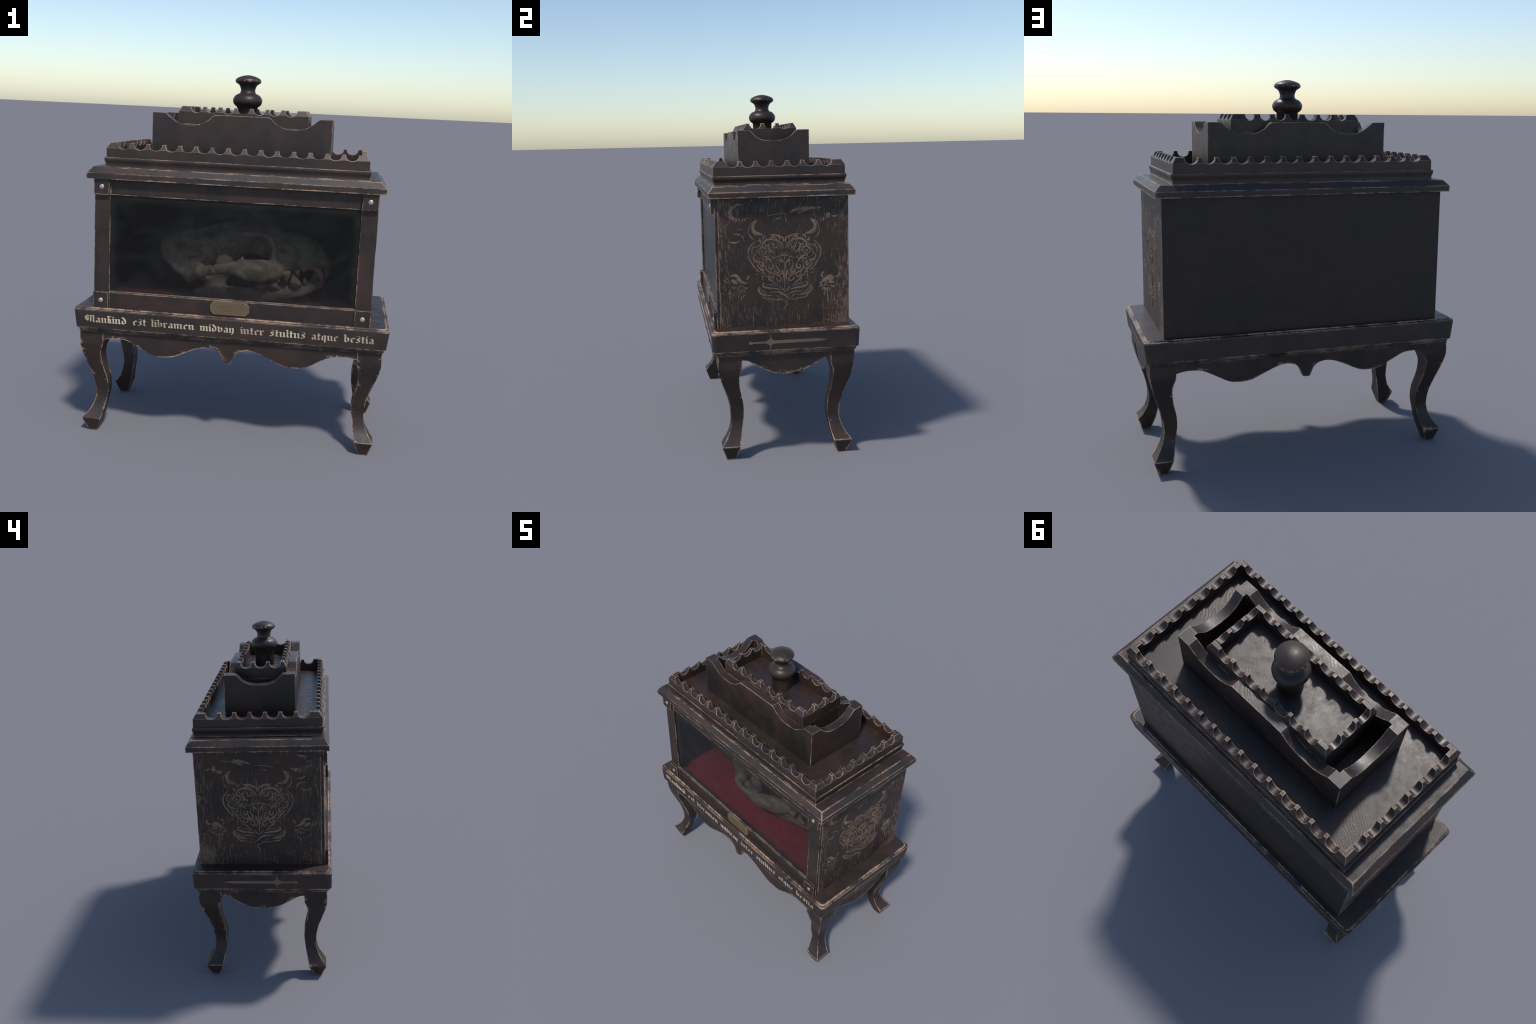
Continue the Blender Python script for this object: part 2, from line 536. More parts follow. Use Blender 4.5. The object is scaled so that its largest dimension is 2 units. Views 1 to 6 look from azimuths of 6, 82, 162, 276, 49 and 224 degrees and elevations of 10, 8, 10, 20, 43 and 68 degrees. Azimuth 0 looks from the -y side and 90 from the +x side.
# back board laps over the ends of the flanks and is rebated between them
lap = [(CX - 0.0002, CY), (-CX + 0.0002, CY), (-CX + 0.0002, 0.3590), (-CX + 0.0283, 0.3590), (-CX + 0.0283, 0.3340), (CX - 0.0283, 0.3340), (CX - 0.0283, 0.3590), (CX - 0.0002, 0.3590)]
bv = [(x, y, z) for z in (Z_TOP - 0.004, Z_CASE + 0.003) for x, y in lap]
bf = [tuple(range(8)), tuple(range(15, 7, -1))] + [(i, (i + 1) % 8, 8 + (i + 1) % 8, 8 + i) for i in range(8)]
mesh_object("back_panel", bv, bf, WOOD_PLAIN, cabinet)

frame = mesh_object("front_frame", *box((-0.6610, -0.3600, 1.3370), (0.6610, -0.3380, Z_CASE + 0.003)), WOOD, cabinet)
frame.name = "top_rail"
# lower rail has a sloped sill
sill = [(-0.3380, Z_TOP - 0.004), (-0.3640, Z_TOP - 0.004), (-0.3640, 0.8060), (-0.3560, 0.8145), (-0.3380, 0.8145)]
sv = [(-0.6610, y, z) for y, z in sill] + [(0.6610, y, z) for y, z in sill]
sf = [tuple(range(5)), tuple(range(9, 4, -1))] + [(i, (i + 1) % 5, 5 + (i + 1) % 5, 5 + i) for i in range(5)]
mesh_object("bottom_rail", sv, sf, WOOD, cabinet)
for s in (-1, 1):
    a, b = sorted((s * 0.6612, s * 0.7468))
    mesh_object("stile", *box((a, -0.3605, Z_TOP - 0.004), (b, -0.3445, Z_CASE + 0.003)), WOOD_UPRIGHT, cabinet)
    a, b = sorted((s * 0.6625, s * 0.7450))
    for lo, hi in ((1.3376, Z_CASE + 0.003), (Z_TOP - 0.004, 0.8110)):
        mesh_object("corner_block", *box((a, -0.3810, lo), (b, -0.3608, hi)), WOOD_UPRIGHT, cabinet)

dome = [(0.0, 0.0105)] + [(0.0130 * math.sin(a), 0.0105 * math.cos(a)) for a in np.linspace(0.25, math.pi / 2, 7)]
dv, df = lathe(dome, 24)
stud = mesh_object("stud", [(x, -z * 0.42, y) for x, y, z in dv], df, STEEL, cabinet, smooth=60)
stud.location = (0.7035, -0.3805, 1.3805)
for x, z in ((-0.7035, 1.3805), (-0.7035, 0.7655), (0.7035, 0.7655)):
    share(stud, "stud", (x, -0.3805, z))

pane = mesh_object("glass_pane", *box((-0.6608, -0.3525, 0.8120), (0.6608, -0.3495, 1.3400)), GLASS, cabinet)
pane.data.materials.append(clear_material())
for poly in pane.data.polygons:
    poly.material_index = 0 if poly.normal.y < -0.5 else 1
lining = mesh_object("velvet_lining", *box((-0.7185, -0.3370, Z_TOP - 0.002), (0.7185, 0.3330, 0.7450)), VELVET, cabinet)

# brass name plate with clipped corners and four pins
px0, px1, pz0, pz1, cut = -0.1050, 0.1065, 0.7295, 0.8050, 0.0195
octagon = [(px0 + cut, pz0), (px1 - cut, pz0), (px1, pz0 + cut), (px1, pz1 - cut), (px1 - cut, pz1), (px0 + cut, pz1), (px0, pz1 - cut), (px0, pz0 + cut)]
ov = [(x, -0.3640, z) for x, z in octagon] + [(x, -0.3690, z) for x, z in octagon]
ov += [((x - 0.0007) * 0.985 + 0.0007, -0.3702, (z - 0.7672) * 0.965 + 0.7672) for x, z in octagon]
of = [(i, (i + 1) % 8, 8 + (i + 1) % 8, 8 + i) for i in range(8)] + [(8 + i, 8 + (i + 1) % 8, 16 + (i + 1) % 8, 16 + i) for i in range(8)]
of += [tuple(range(7, -1, -1)), tuple(range(16, 24))]
plate = mesh_object("name_plate", ov, of, BRASS, cabinet)
pin = mesh_object("pin", [(x * 0.17, -z * 0.15, y * 0.17) for x, y, z in dv], df, STEEL, plate, smooth=60)
pin.location = (px0 + 0.021, -0.3701, pz1 - 0.008)
for x, z in ((px1 - 0.020, pz1 - 0.009), (px0 + 0.019, pz0 + 0.007), (px1 - 0.021, pz0 + 0.008)):
    share(pin, "pin", (x, -0.3701, z))

# small nails under the cornice on each flank
nail = mesh_object("nail", [(z * 0.20, x * 0.21, y * 0.21) for x, y, z in dv], df, STEEL, flank, smooth=60)
NAILS = (-0.338, -0.262, -0.1625, -0.072, 0.019, 0.117, 0.190, 0.264, 0.343)
for k, y in enumerate(NAILS):
    if k == 0:
        nail.location = (CX - 0.0002, y, 1.4070)
    else:
        share(nail, "nail", (CX - 0.0002, y, 1.4070))
for y in NAILS:
    share(nail, "nail", (-CX + 0.0002, y, 1.4070), flank_far, (-1, 1, 1))

# ----------------------------------------------------------------------------- cornice and crown
mesh_object("cornice", *moulding([(0.7830, 0.3938, 1.4215), (0.7830, 0.3938, 1.4520), (0.7535, 0.3680, 1.4832)]), WOOD_HEAVY, cabinet)
mesh_object("crown_moulding", *moulding([
    (0.6945, 0.3597, 1.4828), (0.6925, 0.3577, 1.4900), (0.6922, 0.3574, 1.4990), (0.6940, 0.3592, 1.5080),
    (0.6970, 0.3622, 1.5160), (0.6985, 0.3637, 1.5240), (0.6980, 0.3632, 1.5310), (0.6965, 0.3617, 1.5345)]), WOOD_TOP, cabinet)


def rail_section(z_foot, z_shoulder, z_top, slope, thick):
    def section(z):
        d = 0.0 if z <= z_shoulder else slope * (z - z_shoulder) / (z_top - z_shoulder)
        return [(0.0, z_foot), (0.0, min(z, z_shoulder)), (d, z), (thick, z), (thick, z_foot)]
    return section


PITCH = 0.0850
v, f = parapet(0.6875, 0.3577, 1.53, scallops(PITCH, lambda h: 15 if h > 0.5 else 7, 1.6115, 0.0325, 0.0665),
               rail_section(1.5330, 1.5835, 1.6115, 0.0170, 0.0370))
mesh_object("scalloped_gallery", v, f, WOOD_TOP, cabinet, smooth=26)

# tall box with scooped walls
SCOOP_LONG = [(0.1455, 1.7780), (0.1620, 1.7665), (0.1800, 1.7480), (0.2290, 1.7235), (0.2810, 1.7200), (0.3320, 1.7235), (0.3760, 1.7478), (0.3980, 1.7650), (0.4150, 1.7780)]
SCOOP_SHORT = [(0.1340, 1.7780), (0.1150, 1.7610), (0.0955, 1.7410), (0.0540, 1.7225), (0.0, 1.7175)]


def scoops(half):
    if half > 0.3:
        run = [tuple(q) for q in smooth_curve(SCOOP_LONG, 2)]
        return [(-half, 1.778), (-half + 0.049, 1.778)] + [(-s, z) for s, z in run[::-1]] + run + [(half - 0.049, 1.778), (half, 1.778)]
    run = [tuple(q) for q in smooth_curve(SCOOP_SHORT, 2)]
    return [(-half, 1.778), (-half + 0.049, 1.778)] + [(-s, z) for s, z in run] + run[-2::-1] + [(half - 0.049, 1.778), (half, 1.778)]


v, f = parapet(0.4822, 0.2018, 1.534, scoops, lambda z: [(0.0, 1.5335), (0.0, z), (0.0490, z), (0.0490, 1.5335)])
SHIFT = -0.0010
mesh_object("scooped_box", [(x, y + SHIFT, z) for x, y, z in v], f, WOOD_TOP, cabinet, smooth=32)
mesh_object("box_floor", *box((-0.4335, -0.1545, 1.5340), (0.4335, 0.1500, 1.5450)), WOOD_TOP, cabinet)

# small gallery standing inside it
v, f = moulding([(0.3495, 0.1500, 1.5400), (0.3495, 0.1500, 1.7280)])
mesh_object("pedestal_block", v, f, WOOD_TOP, cabinet)
v, f = parapet(0.3515, 0.1512, 1.7260, scallops(PITCH, lambda h: 7 if h > 0.3 else 3, 1.8185, 0.0325, 0.0665),
               rail_section(1.7225, 1.7905, 1.8185, 0.0150, 0.0320))
# under-edge of the rail
base = len(v)
v += [(sx * hx, sy * hy, 1.7225) for hx, hy in ((0.3515, 0.1512), (0.3200, 0.1200)) for sx, sy in ((1, -1), (1, 1), (-1, 1), (-1, -1))]
f += [(base + i, base + (i + 1) % 4, base + 4 + (i + 1) % 4, base + 4 + i) for i in range(4)]
mesh_object("small_scalloped_gallery", v, f, WOOD_TOP, cabinet, smooth=26)

KNOB = [(0.0, 2.0000), (0.0165, 1.9985), (0.0320, 1.9948), (0.0480, 1.9895), (0.0640, 1.9815), (0.0700, 1.9745), (0.0719, 1.9665), (0.0695, 1.9605),
        (0.0646, 1.9555), (0.0525, 1.9485), (0.0475, 1.9425), (0.0440, 1.9355), (0.0412, 1.9270), (0.0398, 1.9185), (0.0412, 1.9090), (0.0445, 1.9015),
        (0.0560, 1.8965), (0.0667, 1.8905), (0.0755, 1.8800), (0.0819, 1.8668), (0.0800, 1.8530), (0.0754, 1.8414), (0.0670, 1.8335),
        (0.0576, 1.8270), (0.0570, 1.7800), (0.0570, 1.7275)]
mesh_object("knob", *lathe(KNOB, 56), WOOD_KNOB, cabinet, smooth=62)

# ----------------------------------------------------------------------------- brushwork on a flat face
class Brush:
    """Collects strokes drawn in a plane and raises each a hair above it."""
    def __init__(self, place):
        self.place, self.v, self.f, self.k = place, [], [], 0

    def strip(self, left, right):
        lift = 0.0003 + 0.000008 * self.k
        self.k += 1
        n, base = len(left), len(self.v)
        for a, b in zip(left, right):
            self.v += [self.place(*a, 0.0), self.place(*a, lift), self.place(*b, lift), self.place(*b, 0.0)]
        for i in range(n - 1):
            p, q = base + 4 * i, base + 4 * i + 4
            self.f += [(p, q, q + 1, p + 1), (p + 1, q + 1, q + 2, p + 2), (p + 2, q + 2, q + 3, p + 3)]
        self.f += [(base, base + 1, base + 2, base + 3), (base + 4 * n - 1, base + 4 * n - 2, base + 4 * n - 3, base + 4 * n - 4)]

    def tapered(self, width, points, per=7, wobble=0.12):
        """Swelling stroke: pointed at both ends, fullest before the middle."""
        c = np.array(smooth_curve(points, per))
        d = np.gradient(c, axis=0)
        d /= np.linalg.norm(d, axis=1)[:, None] + 1e-9
        nrm = np.stack([-d[:, 1], d[:, 0]], 1)
        t = np.linspace(0, 1, len(c))
        w = width / 2 * (np.sin(np.pi * np.clip(0.06 + 0.90 * t ** 0.85, 0, 1)) ** 0.75)
        e1, e2 = 1 + wobble * R.standard_normal(len(c)), 1 + wobble * R.standard_normal(len(c))
        self.strip(c + nrm * (w * e1)[:, None], c - nrm * (w * e2)[:, None])

    def nib(self, points, half):
        """Broad-nibbed pen held at a fixed angle, as in black-letter."""
        c = np.array(points, float)
        self.strip(c + half, c - half)

    def done(self, name, mat, parent):
        return mesh_object(name, self.v, self.f, mat, parent)


# emblem strokes on the flanks: (width, control points...) in millimetres,
# across the panel from its middle (towards the back) and up from z = 1.07
HORN = [
    (3.8, (145, 232), (167, 221), (185, 198), (192, 172), (188, 150), (178, 134)),
    (15.4, (146, 230), (162, 212), (169, 189), (162, 172), (141, 161), (110, 148)),
    (4.5, (172, 181), (157, 167), (134, 162)),
    (4.5, (175, 170), (157, 156), (127, 149)),
    (6.4, (186, 156), (181, 141), (165, 127)),
]
UPPER_SCROLLS = [
    (9.6, (4, 108), (9, 132), (29, 144)),
    (10.9, (27, 122), (27, 140), (50, 148), (82, 151)),
    (8.3, (38, 122), (53, 136), (66, 141), (74, 128), (91, 126), (103, 137)),
    (8.3, (98, 148), (114, 137), (114, 124)),
    (5.8, (134, 133), (131, 120), (127, 101)),
    (5.8, (119, 119), (131, 118), (145, 121)),
    (9.6, (5, 77), (18, 103), (46, 120), (82, 126), (109, 114), (120, 95), (109, 79), (95, 68)),
    (7.0, (78, 109), (86, 94), (102, 95), (101, 108)),
    (7.0, (18, 76), (25, 94), (46, 106)),
    (5.1, (32, 72), (44, 82), (60, 79)),
    (6.4, (54, 105), (59, 87), (52, 73)),
    (8.3, (56, 52), (73, 63), (83, 84)),
    (7.7, (86, 80), (81, 59), (84, 40)),
    (7.0, (95, 55), (100, 75), (120, 82), (139, 73), (141, 57), (126, 44), (103, 45)),
    (5.8, (113, 68), (126, 59), (115, 55)),
    (7.7, (160, 116), (182, 94), (197, 63), (193, 29), (179, 0), (164, -29)),
    (5.8, (156, 98), (174, 78), (175, 52), (165, 56)),
    (5.1, (133, 102), (143, 89), (166, 85), (167, 98)),
]
LOWER_SCROLLS = [
    (9.0, (160, 50), (169, 30), (155, 9), (126, 7)),
    (10.2, (126, 6), (117, -5), (122, -19), (133, -14)),
    (6.4, (152, 1), (146, -18), (125, -40), (110, -59), (100, -80)),
    (4.5, (183, 13), (168, -12), (141, -54)),
    (8.3, (70, 0), (87, 22), (108, 35), (123, 30)),
    (5.8, (90, 7), (98, 16), (111, 26)),
    (7.7, (101, -11), (102, -32), (79, -54), (46, -66), (23, -84), (9, -120)),
    (8.3, (67, -5), (62, -21), (73, -35), (86, -25), (78, -12)),
    (8.3, (49, -14), (34, -38), (33, -56), (50, -53), (45, -40)),
    (9.6, (19, -40), (8, -61), (7, -97)),
    (5.1, (16, -55), (23, -67), (35, -64)),
    (7.0, (64, -60), (62, -76), (75, -82), (82, -67)),
    (7.0, (85, -61), (88, -84), (62, -109), (35, -136)),
    (5.8, (23, -86), (26, -102), (42, -95), (49, -79)),
    (5.1, (88, -84), (88, -100)),
    (5.1, (26, -130), (11, -149), (1, -162)),
]
LEAVES = [
    (10.9, (120, -108), (119, -128), (88, -138), (51, -143), (22, -150)),
    (10.9, (137, -129), (146, -147), (130, -168), (103, -178), (71, -180)),
    (4.5, (104, -119), (68, -122), (50, -133)),
    (5.1, (90, -162), (51, -161), (13, -177)),
    (7.0, (127, -181), (106, -196), (67, -198)),
    (3.8, (73, -204), (50, -204), (24, -205)),
    (3.8, (56, -170), (44, -183), (28, -195)),
    (4.5, (137, -135), (123, -154), (90, -175)),
    (4.2, (122, 162), (130, 155), (139, 150)),
    (4.2, (136, 167), (143, 159), (152, 155)),
    (4.2, (147, 173), (154, 165), (163, 161)),
    (4.2, (155, 181), (162, 173), (171, 169)),
    (4.2, (159, 190), (166, 182), (175, 178)),
    (5.1, (145, 14), (138, -1), (143, -15)),
    (5.1, (132, -27), (120, -37), (112, -30)),
    (5.8, (106, 16), (117, 16), (123, 25)),
    (5.1, (86, -38), (92, -48), (82, -61)),
    (5.1, (60, -34), (55, -47), (59, -60)),
    (4.5, (74, 17), (67, 31), (74, 40)),
    (4.5, (146, 73), (156, 59), (149, 44)),
    (4.5, (140, 99), (130, 90), (120, 88)),
    (4.5, (29, 97), (39, 88), (36, 79)),
    (4.5, (69, 116), (65, 102), (71, 92)),
]
HEART_MIDDLE = [
    (5.1, (-69, 20), (-36, 31), (1, 38), (38, 27), (70, 22)),
    (3.5, (-46, 12), (0, 0), (48, 14)),
    (9.0, (-25, 26), (-21, 11), (-4, 7)),
    (9.0, (27, 24), (21, 10), (7, 6)),
    (5.1, (0, 32), (0, 15)),
    (3.2, (-17, 52), (-17, 37)),
    (3.2, (-7, 50), (-7, 35)),
    (3.2, (1, 56), (1, 41)),
    (3.2, (13, 55), (12, 41)),
    (3.2, (24, 52), (24, 37)),
    (3.2, (38, 41), (38, 27)),
    (3.2, (-33, 41), (-33, 26)),
    (8.3, (1, 0), (1, -22), (-1, -54)),
    (4.5, (25, 5), (26, -23)),
    (3.2, (-27, 4), (-28, -17)),
    (3.2, (-47, 4), (-48, -12)),
    (3.2, (43, 6), (44, -14)),
    (5.1, (0, -57), (-1, -106), (-3, -155)),
    (8.3, (-53, -159), (-24, -165), (2, -184), (29, -206)),
    (5.1, (-21, -212), (0, -213), (12, -231), (2, -243), (-4, -263)),
    (7.0, (-11, -201), (-41, -204), (-67, -199)),
]
CRESCENT = [
    (21.1, (-215, 319), (-260, 308), (-281, 278), (-268, 247), (-230, 233), (-192, 238), (-164, 257)),
    (3.8, (-295, 288), (-301, 269), (-277, 244), (-240, 229)),
    (3.8, (-251, 232), (-251, 210)),
    (3.8, (-217, 231), (-218, 216)),
    (3.8, (-195, 240), (-195, 229)),
    (3.8, (-182, 241), (-183, 232)),
    (3.8, (-233, 232), (-233, 222)),
]
WISP = [
    (4.5, (-83, 249), (-42, 259), (3, 262), (51, 256)),
    (17.6, (39, 267), (74, 281), (116, 289), (171, 287), (215, 289)),
    (9.0, (80, 260), (119, 274), (152, 284)),
    (22.4, (247, 261), (249, 245), (245, 222)),
    (19.2, (203, 220), (222, 226), (236, 229)),
    (8.3, (268, 242), (288, 240), (304, 246)),
    (7.7, (-259, 195), (-241, 186), (-203, 180)),
    (8.3, (-264, 160), (-235, 157), (-216, 146), (-208, 120)),
    (8.3, (-293, 126), (-274, 116), (-249, 115), (-226, 127)),
    (5.8, (-124, 276), (-111, 280), (-99, 277)),
    (5.1, (-49, 230), (-29, 235), (-4, 239)),
]
HORNED_SKULL = [
    (10.9, (226, -60), (212, -70), (212, -85), (222, -95)),
    (11.5, (302, -68), (309, -78), (298, -89), (278, -91)),
    (19.8, (214, -116), (229, -102), (262, -87), (275, -98)),
    (12.8, (249, -106), (268, -101), (278, -104)),
    (5.1, (196, -122), (215, -113), (232, -111)),
    (7.7, (242, -118), (262, -113), (286, -119)),
    (5.1, (225, -128), (234, -116), (242, -127)),
    (4.5, (221, -145), (228, -132), (239, -133), (246, -146)),
    (7.7, (219, -146), (232, -154), (248, -147)),
    (5.8, (199, -127), (209, -126), (219, -130)),
    (5.8, (248, -123), (265, -122), (281, -126)),
    (7.0, (195, -143), (207, -136), (220, -140)),
    (5.1, (252, -134), (271, -142), (286, -133), (295, -126)),
    (5.1, (214, -144), (215, -162)),
    (5.1, (223, -151), (224, -168)),
    (5.1, (233, -153), (234, -171)),
    (5.1, (243, -152), (244, -172)),
    (5.1, (255, -148), (255, -167)),
    (5.1, (226, -169), (227, -194)),
    (5.8, (240, -172), (244, -198), (245, -241)),
    (5.8, (265, -146), (291, -144)),
    (4.5, (295, -135), (311, -132)),
]
CRACKED_SKULL = [
    (12.8, (-286, -65), (-263, -61), (-241, -75), (-220, -104)),
    (18.6, (-281, -85), (-264, -97), (-248, -107)),
    (12.8, (-254, -84), (-235, -90), (-226, -108)),
    (5.1, (-324, -83), (-302, -98), (-284, -104)),
    (4.5, (-314, -69), (-299, -82), (-287, -99)),
    (8.3, (-188, -64), (-192, -80), (-203, -86)),
    (8.3, (-219, -92), (-213, -105), (-194, -103)),
    (4.5, (-252, -138), (-230, -117), (-209, -135)),
    (5.8, (-287, -115), (-271, -129), (-251, -125)),
    (7.0, (-214, -126), (-201, -135), (-190, -128)),
    (4.5, (-243, -140), (-243, -153)),
    (4.5, (-233, -139), (-233, -158)),
    (4.5, (-225, -137), (-225, -157)),
    (4.5, (-216, -138), (-215, -154)),
    (4.5, (-208, -145), (-207, -159)),
    (4.5, (-244, -169), (-243, -182)),
    (4.5, (-229, -173), (-229, -202)),
    (4.5, (-218, -170), (-218, -185)),
    (4.5, (-208, -167), (-208, -177)),
    (4.5, (-256, -152), (-256, -160)),
    (6.4, (-293, -150), (-282, -165)),
    (5.1, (-272, -158), (-262, -179)),
]

for side, panel in ((1, flank), (-1, flank_far)):
    def flat(u, w, lift, side=side):
        return (side * (CX + lift), u / 1000.0, 1.070 + w / 1000.0)

    emblem = Brush(flat)
    for group in (HORN, UPPER_SCROLLS, LOWER_SCROLLS, LEAVES):
        for width, *pts in group:
            emblem.tapered(width * 1.0, [(9.5 + u, w) for u, w in pts])
            emblem.tapered(width * 1.0, [(9.5 - u, w) for u, w in pts])
    # small hooked leaves filling the band between heart rim and eye
    fill = np.random.default_rng(31)
    for k in range(52):
        a = math.radians(-75 + 150 * k / 51)
        r = fill.uniform(0.55, 0.95)
        u, w = 178 * r * math.cos(a) ** 0.8, 10 + r * (95 if a > 0 else 165) * math.sin(a)
        if u < 82:
            continue
        t0, l = a + 1.57 + (0.75 if k % 2 else -0.75) + fill.uniform(-0.3, 0.3), fill.uniform(8, 14)
        hook = [(u + l * math.cos(t0) * s - 0.5 * l * math.sin(t0) * s * s, w + l * math.sin(t0) * s + 0.5 * l * math.cos(t0) * s * s) for s in (-0.6, -0.1, 0.4, 0.8)]
        for s in (1, -1):
            emblem.tapered(fill.uniform(2.6, 4.8), [(9.5 + s * p, q) for p, q in hook])
    for width, *pts in HEART_MIDDLE:
        emblem.tapered(width, [(9.5 + u, w) for u, w in pts])
    emblem.done("horned_heart_emblem", EMBLEM, panel)
    for name, group in (("crescent_moon_emblem", CRESCENT), ("cloud_wisp_emblem", WISP), ("horned_skull_emblem", HORNED_SKULL), ("cracked_skull_emblem", CRACKED_SKULL)):
        b = Brush(flat)
        for width, *pts in group:
            b.tapered(width, pts, wobble=0.22)
        b.done(name, SMUDGE if name.startswith(("cloud", "crescent")) else EMBLEM, panel)

# sword on each end of the tabletop edge; outline is (along, half width)
SWORD = [(-0.2070, 0.0010), (-0.2030, 0.0070), (-0.1950, 0.0088), (-0.1880, 0.0072), (-0.1830, 0.0046), (-0.1250, 0.0050), (-0.1130, 0.0062), (-0.1030, 0.0125), (-0.0945, 0.0180), (-0.0915, 0.0230),
         (-0.0905, 0.0405), (-0.0865, 0.0405), (-0.0855, 0.0230), (-0.0820, 0.0170), (-0.0740, 0.0110), (-0.0640, 0.0090), (0.1620, 0.0085), (0.1900, 0.0052), (0.2165, 0.0004)]
for side in (1, -1):
    def edge_face(u, w, lift, side=side):
        z = 0.6580 + w
        return (side * (0.8385 + (z - 0.6145) * 0.0115 / 0.0935 + 0.0002 + lift), u, z)
    b = Brush(edge_face)
    b.strip([(s, h) for s, h in SWORD], [(s, -h) for s, h in SWORD])
    b.done("sword_emblem", BLADE, tabletop)

# black-letter motto.  Glyphs are pen strokes in units of the letter height.
NIB = np.array((0.108, 0.072))
STEM = [(0.07, 0.97), (0.20, 0.83), (0.20, 0.17), (0.33, 0.03)]


def stem(x):
    return [(x + a, b) for a, b in STEM]


GLYPHS = {
    "i": (0.42, [stem(0), [(0.14, 1.36), (0.24, 1.26)]]),
    "n": (0.90, [stem(0), [(0.22, 0.72), (0.50, 0.95)], [(0.48, 0.97), (0.64, 0.82), (0.64, 0.17), (0.78, 0.03)]]),
    "m": (1.34, [stem(0), [(0.22, 0.72), (0.48, 0.95)], [(0.46, 0.97), (0.62, 0.82), (0.62, 0.17), (0.74, 0.05)], [(0.64, 0.72), (0.92, 0.95)],
                 [(0.90, 0.97), (1.06, 0.82), (1.06, 0.17), (1.19, 0.03)]]),
    "u": (0.90, [stem(0), [(0.33, 0.03), (0.60, 0.22)], stem(0.45)]),
    "a": (0.84, [[(0.16, 0.80), (0.34, 0.97), (0.58, 0.82), (0.58, 0.17), (0.71, 0.03)], [(0.56, 0.60), (0.22, 0.46), (0.20, 0.20), (0.34, 0.03), (0.56, 0.22)]]),
    "e": (0.74, [[(0.42, 0.97), (0.20, 0.80), (0.20, 0.20), (0.36, 0.03), (0.62, 0.20)], [(0.40, 0.97), (0.58, 0.78), (0.24, 0.50)]]),
    "d": (0.88, [[(0.16, 1.42), (0.40, 1.18), (0.64, 0.82), (0.64, 0.22), (0.44, 0.03), (0.20, 0.20), (0.20, 0.68), (0.46, 0.90)]]),
    "t": (0.58, [[(0.16, 1.28), (0.24, 1.14), (0.24, 0.17), (0.38, 0.03), (0.52, 0.12)], [(0.06, 0.90), (0.48, 0.90)]]),
    "s": (0.76, [[(0.60, 0.80), (0.42, 0.97), (0.22, 0.78), (0.56, 0.36), (0.52, 0.16), (0.32, 0.03), (0.14, 0.16)]]),
    "l": (0.44, [[(0.07, 1.48), (0.20, 1.34), (0.20, 0.17), (0.34, 0.03)]]),
    "b": (0.86, [[(0.07, 1.48), (0.20, 1.34), (0.20, 0.20), (0.40, 0.03), (0.64, 0.22), (0.64, 0.68), (0.46, 0.92), (0.24, 0.74)]]),
    "r": (0.66, [stem(0), [(0.24, 0.74), (0.44, 0.95), (0.56, 0.82)]]),
    "k": (0.72, [[(0.07, 1.48), (0.20, 1.34), (0.20, 0.17), (0.33, 0.03)], [(0.20, 1.30), (0.40, 1.44), (0.52, 1.32)], [(0.06, 0.84), (0.54, 0.88)], [(0.30, 0.84), (0.48, 0.60), (0.48, 0.17), (0.60, 0.03)]]),
    "v": (0.90, [[(0.06, 1.10), (0.22, 0.92), (0.22, 0.22), (0.42, 0.03), (0.68, 0.24), (0.68, 0.70), (0.50, 0.95), (0.28, 0.78)]]),
    "y": (0.86, [stem(0), [(0.33, 0.03), (0.60, 0.24)], [(0.48, 0.97), (0.64, 0.82), (0.64, 0.05), (0.46, -0.34)]]),
    "q": (0.86, [[(0.60, 0.82), (0.42, 0.97), (0.20, 0.80), (0.20, 0.20), (0.36, 0.03), (0.58, 0.22)], [(0.60, 0.97), (0.60, -0.38)]]),
    "M": (1.52, [[(0.10, 0.80), (0.06, 1.16), (0.28, 1.42), (0.46, 1.26), (0.46, 0.30), (0.16, 0.05)], [(0.50, 1.20), (0.74, 1.42), (0.86, 1.28), (0.86, 0.20), (0.72, 0.06)],
                 [(0.90, 1.20), (1.10, 1.42), (1.28, 1.26), (1.28, 0.17), (1.42, 0.03)], [(0.20, 1.18), (0.20, 0.50)], [(0.08, 0.62), (0.40, 0.40)]]),
}
HAT = [(0.12, 1.10), (0.24, 1.28), (0.44, 1.32), (0.62, 1.12)]
WORDS = [("Mankind", -0.7840, -0.5500), ("est", -0.5190, -0.4420), ("libramen", -0.4170, -0.1800), ("midvay", -0.1510, 0.0365),
         ("inter", 0.0670, 0.1950), ("stultus", 0.2220, 0.4165), ("atque", 0.4430, 0.5865), ("bestia", 0.6140, 0.7740)]
BASE_Z, X_HEIGHT = 0.6440, 0.0270


def front_face(x, z, lift):
    return (x, -(0.3980 + (z - 0.6145) * 0.0020 / 0.0935 + 0.0002 + lift), z)


for word, x0, x1 in WORDS:
    pen = Brush(front_face)
    total = sum(GLYPHS[c][0] for c in word)
    sx, cur = (x1 - x0) / total, 0.0
    for c in word:
        adv, strokes = GLYPHS[c]
        for st in strokes:
            pen.nib([(x0 + (cur + a) * sx, BASE_Z + b * X_HEIGHT) for a, b in st], NIB * (sx, X_HEIGHT))
        if c == "s":
            pen.nib([(x0 + (cur + a) * sx, BASE_Z + b * X_HEIGHT) for a, b in smooth_curve(HAT, 4)], NIB * (sx, X_HEIGHT) * 0.32)
        cur += adv
    pen.done("lettering", LETTERS, tabletop)

